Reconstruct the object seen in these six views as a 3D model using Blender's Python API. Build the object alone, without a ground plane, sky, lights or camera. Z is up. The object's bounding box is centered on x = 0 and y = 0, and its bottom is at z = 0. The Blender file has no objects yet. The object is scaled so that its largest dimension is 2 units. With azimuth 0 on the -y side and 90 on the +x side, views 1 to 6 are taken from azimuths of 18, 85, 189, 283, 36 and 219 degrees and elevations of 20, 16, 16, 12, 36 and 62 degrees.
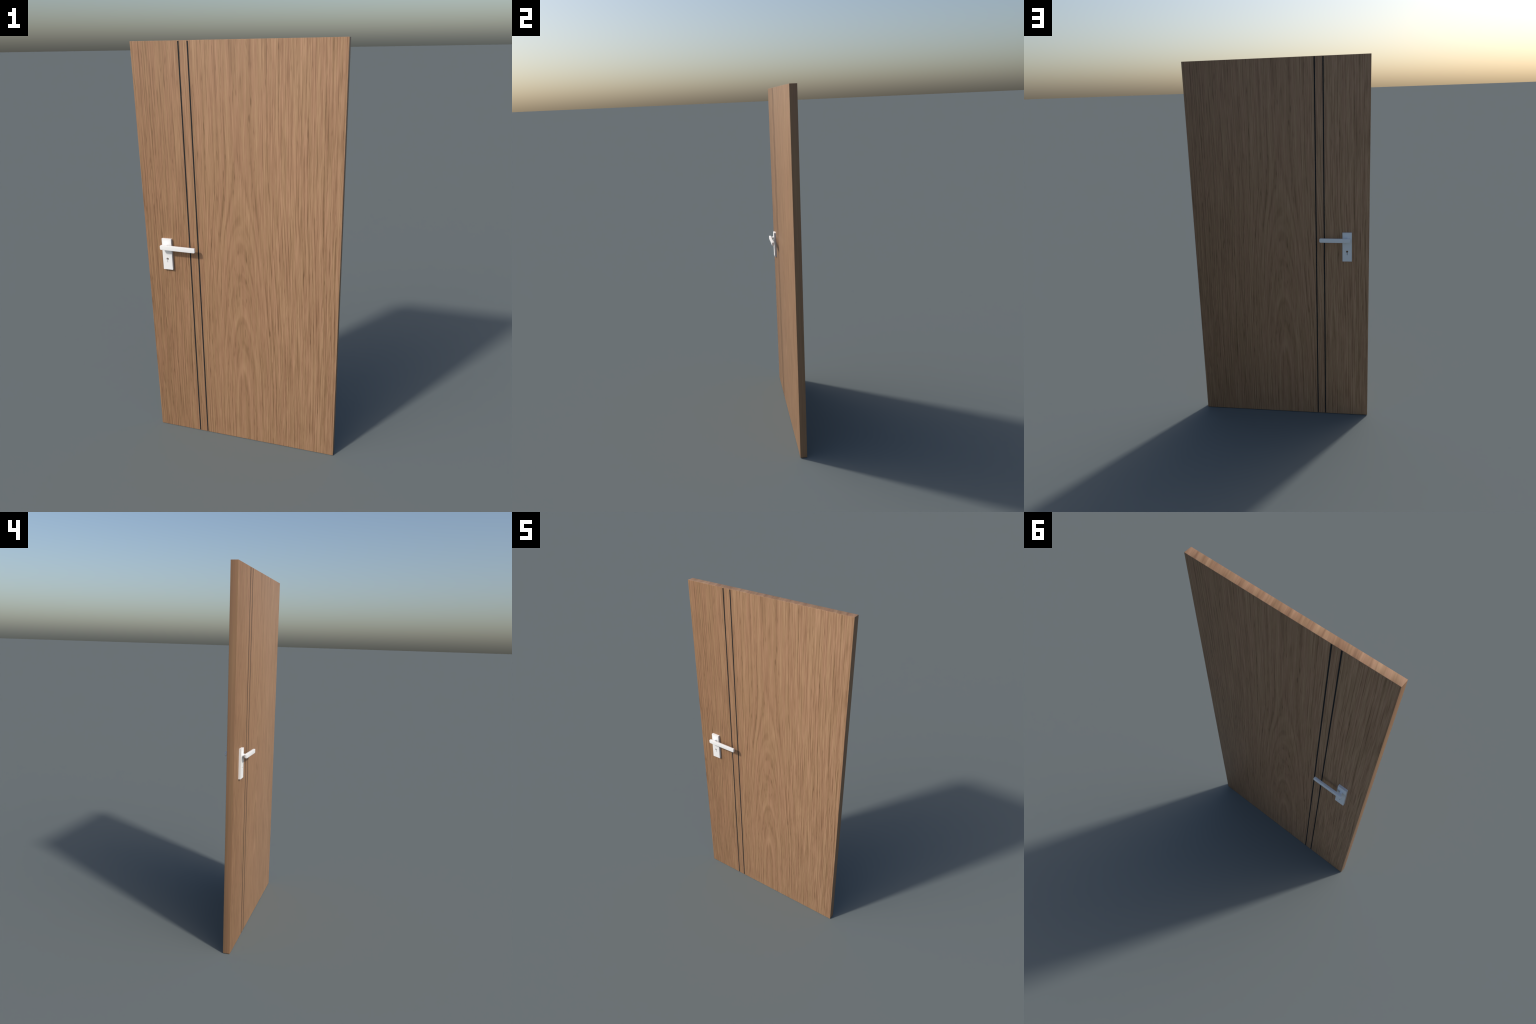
"""Flush interior door: walnut-veneered leaf, two black inlay lines on each face,
white lever handles with keyhole plates on both faces.  Metres, z up."""
import bpy, bmesh, math
from mathutils import Vector

# ------------------------------------------------------------------ sizes
HALF_W, HEIGHT = 0.4811, 2.000
Y_FRONT, Y_BACK = -0.0187, 0.0197
EDGE_ROUND = 0.0010

# ------------------------------------------------------------------ node helper
class Nodes:
    def __init__(self, name):
        self.mat = bpy.data.materials.new(name)
        self.mat.use_nodes = True
        self.t = self.mat.node_tree
        self.t.nodes.clear()
        self.out = self.t.nodes.new("ShaderNodeOutputMaterial")
        self.bsdf = self.t.nodes.new("ShaderNodeBsdfPrincipled")
        self.t.links.new(self.bsdf.outputs[0], self.out.inputs[0])

    def put(self, socket, val):
        if isinstance(val, bpy.types.NodeSocket):
            self.t.links.new(val, socket)
        elif val is not None:
            socket.default_value = val

    def math(self, op, a, b=None, c=None, clamp=False):
        n = self.t.nodes.new("ShaderNodeMath")
        n.operation, n.use_clamp = op, clamp
        for i, v in enumerate((a, b, c)):
            if v is not None:
                self.put(n.inputs[i], v)
        return n.outputs[0]

    def vec(self, x, y, z=0.0):
        n = self.t.nodes.new("ShaderNodeCombineXYZ")
        for i, v in enumerate((x, y, z)):
            self.put(n.inputs[i], v)
        return n.outputs[0]

    def noise(self, vec, detail=2.0, rough=0.5):
        n = self.t.nodes.new("ShaderNodeTexNoise")
        n.noise_dimensions = "3D"
        self.put(n.inputs["Vector"], vec)
        n.inputs["Scale"].default_value = 1.0
        n.inputs["Detail"].default_value = detail
        n.inputs["Roughness"].default_value = rough
        return n.outputs[0]

    def span(self, v, a, b, lo=0.0, hi=1.0, smooth=True):
        n = self.t.nodes.new("ShaderNodeMapRange")
        n.interpolation_type = "SMOOTHSTEP" if smooth else "LINEAR"
        for i, x in enumerate((v, a, b, lo, hi)):
            self.put(n.inputs[i], x)
        return n.outputs[0]

    def ramp(self, v, stops):
        n = self.t.nodes.new("ShaderNodeValToRGB")
        e = n.color_ramp.elements
        while len(e) < len(stops):
            e.new(0.5)
        for el, (p, c) in zip(e, stops):
            el.position, el.color = p, (*c, 1.0)
        self.put(n.inputs[0], v)
        return n.outputs[0]

    def mix(self, f, a, b, mode="MIX"):
        n = self.t.nodes.new("ShaderNodeMix")
        n.data_type, n.blend_type = "RGBA", mode
        self.put(n.inputs[0], f)
        for i, v in ((6, a), (7, b)):
            self.put(n.inputs[i], v if isinstance(v, bpy.types.NodeSocket) else (*v, 1.0))
        return n.outputs[2]

    def xyz(self):
        tc = self.t.nodes.new("ShaderNodeTexCoord")
        s = self.t.nodes.new("ShaderNodeSeparateXYZ")
        self.t.links.new(tc.outputs["Object"], s.inputs[0])
        return s.outputs


def lin(r, g, b):
    f = lambda c: c / 12.92 if c <= 0.04045 else ((c + 0.055) / 1.055) ** 2.4
    return tuple(f(v / 255.0) for v in (r, g, b))


# walnut tones (sRGB albedo)
DARK, MID, LIGHT = lin(113, 82, 56), lin(151, 116, 86), lin(177, 141, 110)
ROSE, OLIVE = lin(156, 114, 87), lin(151, 119, 85)


def wood_finish(k, value, hue, rough=0.50):
    tone = k.ramp(value, [(0.10, DARK), (0.50, MID), (0.90, LIGHT)])
    tint = k.mix(hue, OLIVE, ROSE)
    k.put(k.bsdf.inputs["Base Color"], k.mix(0.28, tone, k.mix(1.0, tone, k.mix(0.5, tint, tint), "COLOR")))
    k.bsdf.inputs["Roughness"].default_value = rough
    k.bsdf.inputs["Specular IOR Level"].default_value = 0.32
    return k.mat


def veneer(name, sign, skew):
    """Flat-cut veneer on a large face.  u runs to the right as the viewer sees it."""
    k = Nodes(name)
    s = k.xyz()
    z = s[2]
    u = k.math("MULTIPLY_ADD", s[0], sign, k.math("MULTIPLY", z, skew))
    # slow wander of the grain, then a finer wobble
    slow = k.noise(k.vec(k.math("MULTIPLY", u, 3.0), k.math("MULTIPLY", z, 0.9), 4.1), 1.0)
    fine = k.noise(k.vec(k.math("MULTIPLY", u, 30.0), k.math("MULTIPLY", z, 9.0), 9.7), 2.0)
    uw = k.math("ADD", u, k.math("MULTIPLY", k.math("SUBTRACT", slow, 0.5), 0.014))
    uw = k.math("ADD", uw, k.math("MULTIPLY", k.math("SUBTRACT", fine, 0.5), 0.0045))
    # growth rings: a cone cut lengthways gives nested arches round u = 0.01,
    # between z = 0.4 and z = 1.3, and straight fine grain on either side
    zc = k.math("SMOOTH_MAX", k.math("SMOOTH_MIN", z, 1.34, 0.25), 0.36, 0.30)
    h = k.math("MULTIPLY", k.math("ADD", zc, 0.30), 0.094)
    du = k.math("SUBTRACT", uw, 0.008)
    r = k.math("SQRT", k.math("ADD", k.math("MULTIPLY", du, du), k.math("MULTIPLY", h, h)))
    ring = k.noise(k.vec(k.math("MULTIPLY", r, 118.0), k.math("MULTIPLY", z, 0.5), k.math("MULTIPLY", u, 4.0)), 1.0, 0.5)
    # near-regular ring lines, narrow and dark, about 15 mm apart
    drift = k.noise(k.vec(k.math("MULTIPLY", r, 22.0), k.math("MULTIPLY", z, 1.1), 6.6), 2.0)
    wave = k.math("SINE", k.math("MULTIPLY_ADD", r, 2 * math.pi / 0.0125, k.math("MULTIPLY", drift, 11.0)))
    line = k.span(wave, 0.15, 1.0)
    line = k.math("MULTIPLY", line, k.span(k.noise(k.vec(k.math("MULTIPLY", uw, 60.0), k.math("MULTIPLY", z, 5.0), 0.4), 1.0), 0.36, 0.56))
    # straight streaks along the board
    streak = k.noise(k.vec(k.math("MULTIPLY", uw, 190.0), k.math("MULTIPLY", z, 3.4), 7.9), 1.0, 0.6)
    hair = k.noise(k.vec(k.math("MULTIPLY", uw, 330.0), k.math("MULTIPLY", z, 11.0), 1.2), 2.0, 0.6)
    # stripes are crisper toward the right-hand third
    crisp = k.span(u, 0.06, 0.26, 0.80, 1.18)
    # open pores: short dark dashes, gathered in the dark half of each ring
    pore = k.noise(k.vec(k.math("MULTIPLY", uw, 210.0), k.math("MULTIPLY", z, 15.0), 5.5), 1.0)
    pore = k.span(pore, 0.60, 0.74)
    early = k.span(ring, 0.56, 0.40)
    pore = k.math("MULTIPLY", pore, k.math("MULTIPLY_ADD", early, 0.75, 0.25))
    heart = k.span(k.math("ABSOLUTE", du), 0.05, 0.17, 1.0, 0.0)
    v = k.math("MULTIPLY", k.math("SUBTRACT", ring, 0.5), k.math("MULTIPLY_ADD", heart, 0.22, 0.34))
    v = k.math("MULTIPLY_ADD", k.math("SUBTRACT", streak, 0.5), k.math("MULTIPLY_ADD", heart, -0.15, 0.78), v)
    v = k.math("MULTIPLY_ADD", k.math("SUBTRACT", hair, 0.5), 0.65, v)
    v = k.math("SUBTRACT", v, k.math("MULTIPLY_ADD", k.math("MULTIPLY", line, k.math("MULTIPLY_ADD", heart, -0.15, 1.0)), 0.23, -0.05))
    v = k.math("MULTIPLY", v, crisp)
    v = k.math("ADD", v, k.math("ADD", k.span(u, -0.45, -0.05, 0.40, 0.59, False), k.span(u, 0.05, 0.30, 0.0, 0.07, False)))
    v = k.math("SUBTRACT", v, k.math("MULTIPLY", pore, 0.26))
    hue = k.noise(k.vec(k.math("MULTIPLY", uw, 80.0), k.math("MULTIPLY", z, 3.0), 3.3), 2.0)
    return wood_finish(k, v, k.span(hue, 0.38, 0.62))


def edge_veneer(name, along, across, coarse, lean):
    """Narrow edges.  along: axis index across the stripes; across: axis the stripes follow."""
    k = Nodes(name)
    s = k.xyz()
    a = k.math("MULTIPLY_ADD", s[across], lean, s[along])
    wob = k.noise(k.vec(k.math("MULTIPLY", a, 9.0), k.math("MULTIPLY", s[across], 30.0 * lean + 2.0), 6.0), 2.0)
    a = k.math("MULTIPLY_ADD", k.math("SUBTRACT", wob, 0.5), 0.6 / coarse, a)
    b = k.math("MULTIPLY", s[across], coarse * (0.16 if coarse < 100 else 0.016))
    band = k.noise(k.vec(k.math("MULTIPLY", a, coarse), b, 1.4), 2.0, 0.55)
    fine = k.noise(k.vec(k.math("MULTIPLY", a, coarse * 3.1), b, 8.2), 2.0)
    v = k.math("MULTIPLY_ADD", k.math("SUBTRACT", band, 0.5), 1.25 if coarse < 100 else 0.3, 0.57 if coarse < 100 else 0.46)
    v = k.math("MULTIPLY_ADD", k.math("SUBTRACT", fine, 0.5), 0.45 if coarse < 100 else 0.2, v)
    hue = k.noise(k.vec(k.math("MULTIPLY", a, coarse * 0.8), b, 3.3), 1.0)
    return wood_finish(k, v, k.span(hue, 0.36, 0.60))


def plain(name, colour, rough, grain=0.0):
    k = Nodes(name)
    s = k.xyz()
    n = k.noise(k.vec(*(k.math("MULTIPLY", s[i], 60.0) for i in range(3))), 2.0)
    shade = tuple(c * (1.0 - grain) for c in colour)
    k.put(k.bsdf.inputs["Base Color"], k.mix(k.span(n, 0.35, 0.65), shade, colour))
    k.bsdf.inputs["Roughness"].default_value = rough
    k.bsdf.inputs["Specular IOR Level"].default_value = 0.15
    return k.mat


# ------------------------------------------------------------------ object helper
def make(name, bm, mats, parent):
    me = bpy.data.meshes.new(name)
    bm.to_mesh(me)
    bm.free()
    for m in mats:
        me.materials.append(m)
    ob = bpy.data.objects.new(name, me)
    bpy.context.scene.collection.objects.link(ob)
    ob.parent = parent
    return ob


def shade_by_angle(bm, deg, keep_smooth=()):
    lim = math.radians(deg)
    for f in bm.faces:
        f.smooth = True
    for e in bm.edges:
        e.smooth = e in keep_smooth or not (len(e.link_faces) == 2 and e.calc_face_angle(0) > lim)


def box(bm, lo, hi):
    g = bmesh.ops.create_cube(bm, size=1.0)
    for v in g["verts"]:
        v.co = Vector([lo[i] + (v.co[i] + 0.5) * (hi[i] - lo[i]) for i in range(3)])
    return g["verts"]


# ------------------------------------------------------------------ the door
door = bpy.data.objects.new("interior_door", None)
bpy.context.scene.collection.objects.link(door)
door["label"] = "flush walnut door with black inlay lines and white lever handles"
door["category"] = "door"

wood_mats = [
    veneer("walnut_veneer_front", 1.0, 0.0),
    veneer("walnut_veneer_back", -1.0, -0.002),
    edge_veneer("walnut_edge", 1, 2, 150.0, 0.0),
    edge_veneer("walnut_end_grain", 0, 1, 44.0, 0.35),
]
inlay_mat = plain("black_inlay", lin(36, 38, 40), 0.5)
white_mat = plain("white_lacquer", lin(234, 234, 233), 0.6)

# leaf: one rounded slab; each side carries its own veneer
bm = bmesh.new()
box(bm, (-HALF_W, Y_FRONT, 0.0), (HALF_W, Y_BACK, HEIGHT))
for f in bm.faces:
    n = f.normal
    f.material_index = 0 if n.y < -0.5 else 1 if n.y > 0.5 else 2 if abs(n.x) > 0.5 else 3
bmesh.ops.bevel(bm, geom=bm.edges[:], offset=EDGE_ROUND, segments=3, profile=0.5,
                affect="EDGES", material=-1)
shade_by_angle(bm, 40)
leaf = make("door_leaf", bm, wood_mats, door)

# inlay lines: strips let into the faces, 0.25 mm proud; those at the back lean a little
STRIP_W, STRIP_DEEP, PROUD, MARGIN = 0.0067, 0.003, 0.00025, 0.0022


def inlay(x_foot, x_head, y_face, out):
    b = bmesh.new()
    ys = sorted((y_face + out * PROUD, y_face - out * STRIP_DEEP))
    vs = box(b, (-STRIP_W / 2, ys[0], MARGIN), (STRIP_W / 2, ys[1], HEIGHT - MARGIN))
    for v in vs:
        v.co.x += x_foot + (x_head - x_foot) * v.co.z / HEIGHT
    return make("inlay_strip", b, [inlay_mat], door)


inlay(-0.2502, -0.2500, Y_FRONT, -1)
inlay(-0.2069, -0.2067, Y_FRONT, -1)
inlay(-0.1943, -0.2020, Y_BACK, 1)
inlay(-0.2377, -0.2452, Y_BACK, 1)

# ------------------------------------------------------------------ handles
PLATE_W, PLATE_H, PLATE_T = 0.0500, 0.1588, 0.0125
NECK_R = 0.0078
KEY_R, KEY_SLOT_W, KEY_SLOT_LEN = 0.0060, 0.0028, 0.0188
CH = 0.0006


def keyhole_outline(cx, cz, n=20):
    """Round hole with a slot running straight down from it."""
    a0 = math.asin(KEY_SLOT_W / 2 / KEY_R)
    pts = []
    for i in range(n + 1):
        a = -math.pi / 2 + a0 + (2 * math.pi - 2 * a0) * i / n
        pts.append((cx + KEY_R * math.cos(a), cz + KEY_R * math.sin(a)))
    pts.append((cx - KEY_SLOT_W / 2, cz - KEY_SLOT_LEN))
    pts.append((cx + KEY_SLOT_W / 2, cz - KEY_SLOT_LEN))
    return pts


def escutcheon(y_face, out, cx, z_lo, neck_z, key_z, neck_end):
    """Plate with keyhole and a round neck that flows out of it toward the lever."""
    b = bmesh.new()
    yb, yf = y_face - out * 0.001, y_face + out * PLATE_T
    ring = lambda pts, y: [b.verts.new((x, y, z)) for x, z in pts]
    loop_edges = lambda vs: [b.edges.new((vs[i], vs[(i + 1) % len(vs)])) for i in range(len(vs))]

    def bridge(p, q):
        for i in range(len(p)):
            j = (i + 1) % len(p)
            b.faces.new((p[i], p[j], q[j], q[i]))

    def rect(c):
        x0, x1, z0, z1 = cx - PLATE_W / 2 + c, cx + PLATE_W / 2 - c, z_lo + c, z_lo + PLATE_H - c
        return [(x0, z0), (x1, z0), (x1, z1), (x0, z1)]

    back, side, front = ring(rect(0), yb), ring(rect(0), yf - out * CH), ring(rect(CH), yf)
    key_f = ring(keyhole_outline(cx, key_z), yf)
    key_b = ring(keyhole_outline(cx, key_z), yb)
    circ = [(cx + NECK_R * math.cos(2 * math.pi * i / 24), neck_z + NECK_R * math.sin(2 * math.pi * i / 24))
            for i in range(24)]
    neck_f, neck_e = ring(circ, yf), ring(circ, neck_end)
    flare = [neck_f]
    for m in (1.45, 2.05, 2.85):
        flare.append(ring([(cx + (x - cx) * m, neck_z + (z - neck_z) * m) for x, z in circ], yf))
    bridge(back, side)
    bridge(side, front)
    bridge(key_f, key_b)
    bridge(neck_f, neck_e)
    for i in range(3):
        bridge(flare[i], flare[i + 1])
    b.faces.new(neck_e)
    edges = [b.edges.get((vs[i], vs[(i + 1) % len(vs)])) for vs in (front, key_f, flare[3]) for i in range(len(vs))]
    bmesh.ops.triangle_fill(b, use_beauty=True, use_dissolve=False, edges=edges)
    edges = [b.edges.get((vs[i], vs[(i + 1) % len(vs)])) for vs in (back, key_b) for i in range(len(vs))]
    bmesh.ops.triangle_fill(b, use_beauty=True, use_dissolve=False, edges=edges)
    bmesh.ops.recalc_face_normals(b, faces=b.faces[:])
    blend = {b.edges.get((neck_f[i], neck_f[(i + 1) % 24])) for i in range(24)}
    shade_by_angle(b, 30, blend)
    ob = make("handle_plate", b, [white_mat], door)
    # the plate's shading swells softly up to the neck, mostly above it
    me = ob.data
    centre, fwd = Vector((cx, yf, neck_z)), Vector((0, out, 0))
    normals = [Vector(c.vector) for c in me.corner_normals]
    for p in me.polygons:
        if p.normal.dot(fwd) < 0.99 or abs(p.center.y - yf) > 1e-5:
            continue
        for li in p.loop_indices:
            d = me.vertices[me.loops[li].vertex_index].co - centre
            if d.length < 3.0 * NECK_R:
                swell = 0.95 * (1.0 - (d.length - NECK_R) / (2.6 * NECK_R))
                swell *= 0.25 + 0.75 * max(0.0, d.normalized().z)
                lean = Vector((d.x * 0.6, 0, d.z)).normalized() * swell
                normals[li] = (fwd + lean).normalized()
            else:
                normals[li] = fwd
    me.normals_split_custom_set(normals)
    return ob


def lever(parent, y_in, y_out, x0, x1, z_plate, droop, height, rad=0.0048, round_in=0.0010):
    """Flat bar with rounded ends, standing clear of the door on the neck."""
    b = bmesh.new()
    seg, pts = 6, []
    hz = height / 2
    for qx, qz, a in ((x1 - rad, hz - rad, 0), (x0 + rad, hz - rad, 90), (x0 + rad, rad - hz, 180), (x1 - rad, rad - hz, 270)):
        for i in range(seg + 1):
            t = math.radians(a + 90 * i / seg)
            pts.append((qx + rad * math.cos(t), qz + rad * math.sin(t)))
    low = [b.verts.new((x, y_in, z)) for x, z in pts]
    top = [b.verts.new((x, y_out, z)) for x, z in pts]
    n = len(pts)
    for i in range(n):
        b.faces.new((low[i], low[(i + 1) % n], top[(i + 1) % n], top[i]))
    b.faces.new(low)
    b.faces.new(top)
    bmesh.ops.recalc_face_normals(b, faces=b.faces[:])
    rim = [e for e in b.edges if abs(e.verts[0].co.y - e.verts[1].co.y) < 1e-6]
    bmesh.ops.bevel(b, geom=rim, offset=round_in, segments=3, profile=0.5, affect="EDGES")
    for v in b.verts:
        v.co.z += z_plate + droop * (v.co.x - x0) / (x1 - x0)
    shade_by_angle(b, 32)
    return make("lever", b, [white_mat], parent)


Y_REACH, LEVER_T = 0.0595, 0.0115
p = escutcheon(Y_FRONT, -1, -0.3681, 0.9420, 1.0650, 0.9980, -Y_REACH + LEVER_T * 0.6)
lever(p, -Y_REACH + LEVER_T, -Y_REACH, -0.3912, -0.2092, 1.0640, -0.0020, 0.0222)
p = escutcheon(Y_BACK, 1, -0.3643, 0.9442, 1.0672, 0.9995, Y_REACH - LEVER_T * 0.6)
lever(p, Y_REACH - LEVER_T, Y_REACH, -0.3825, -0.2180, 1.0650, 0.0018, 0.0212, 0.0062)
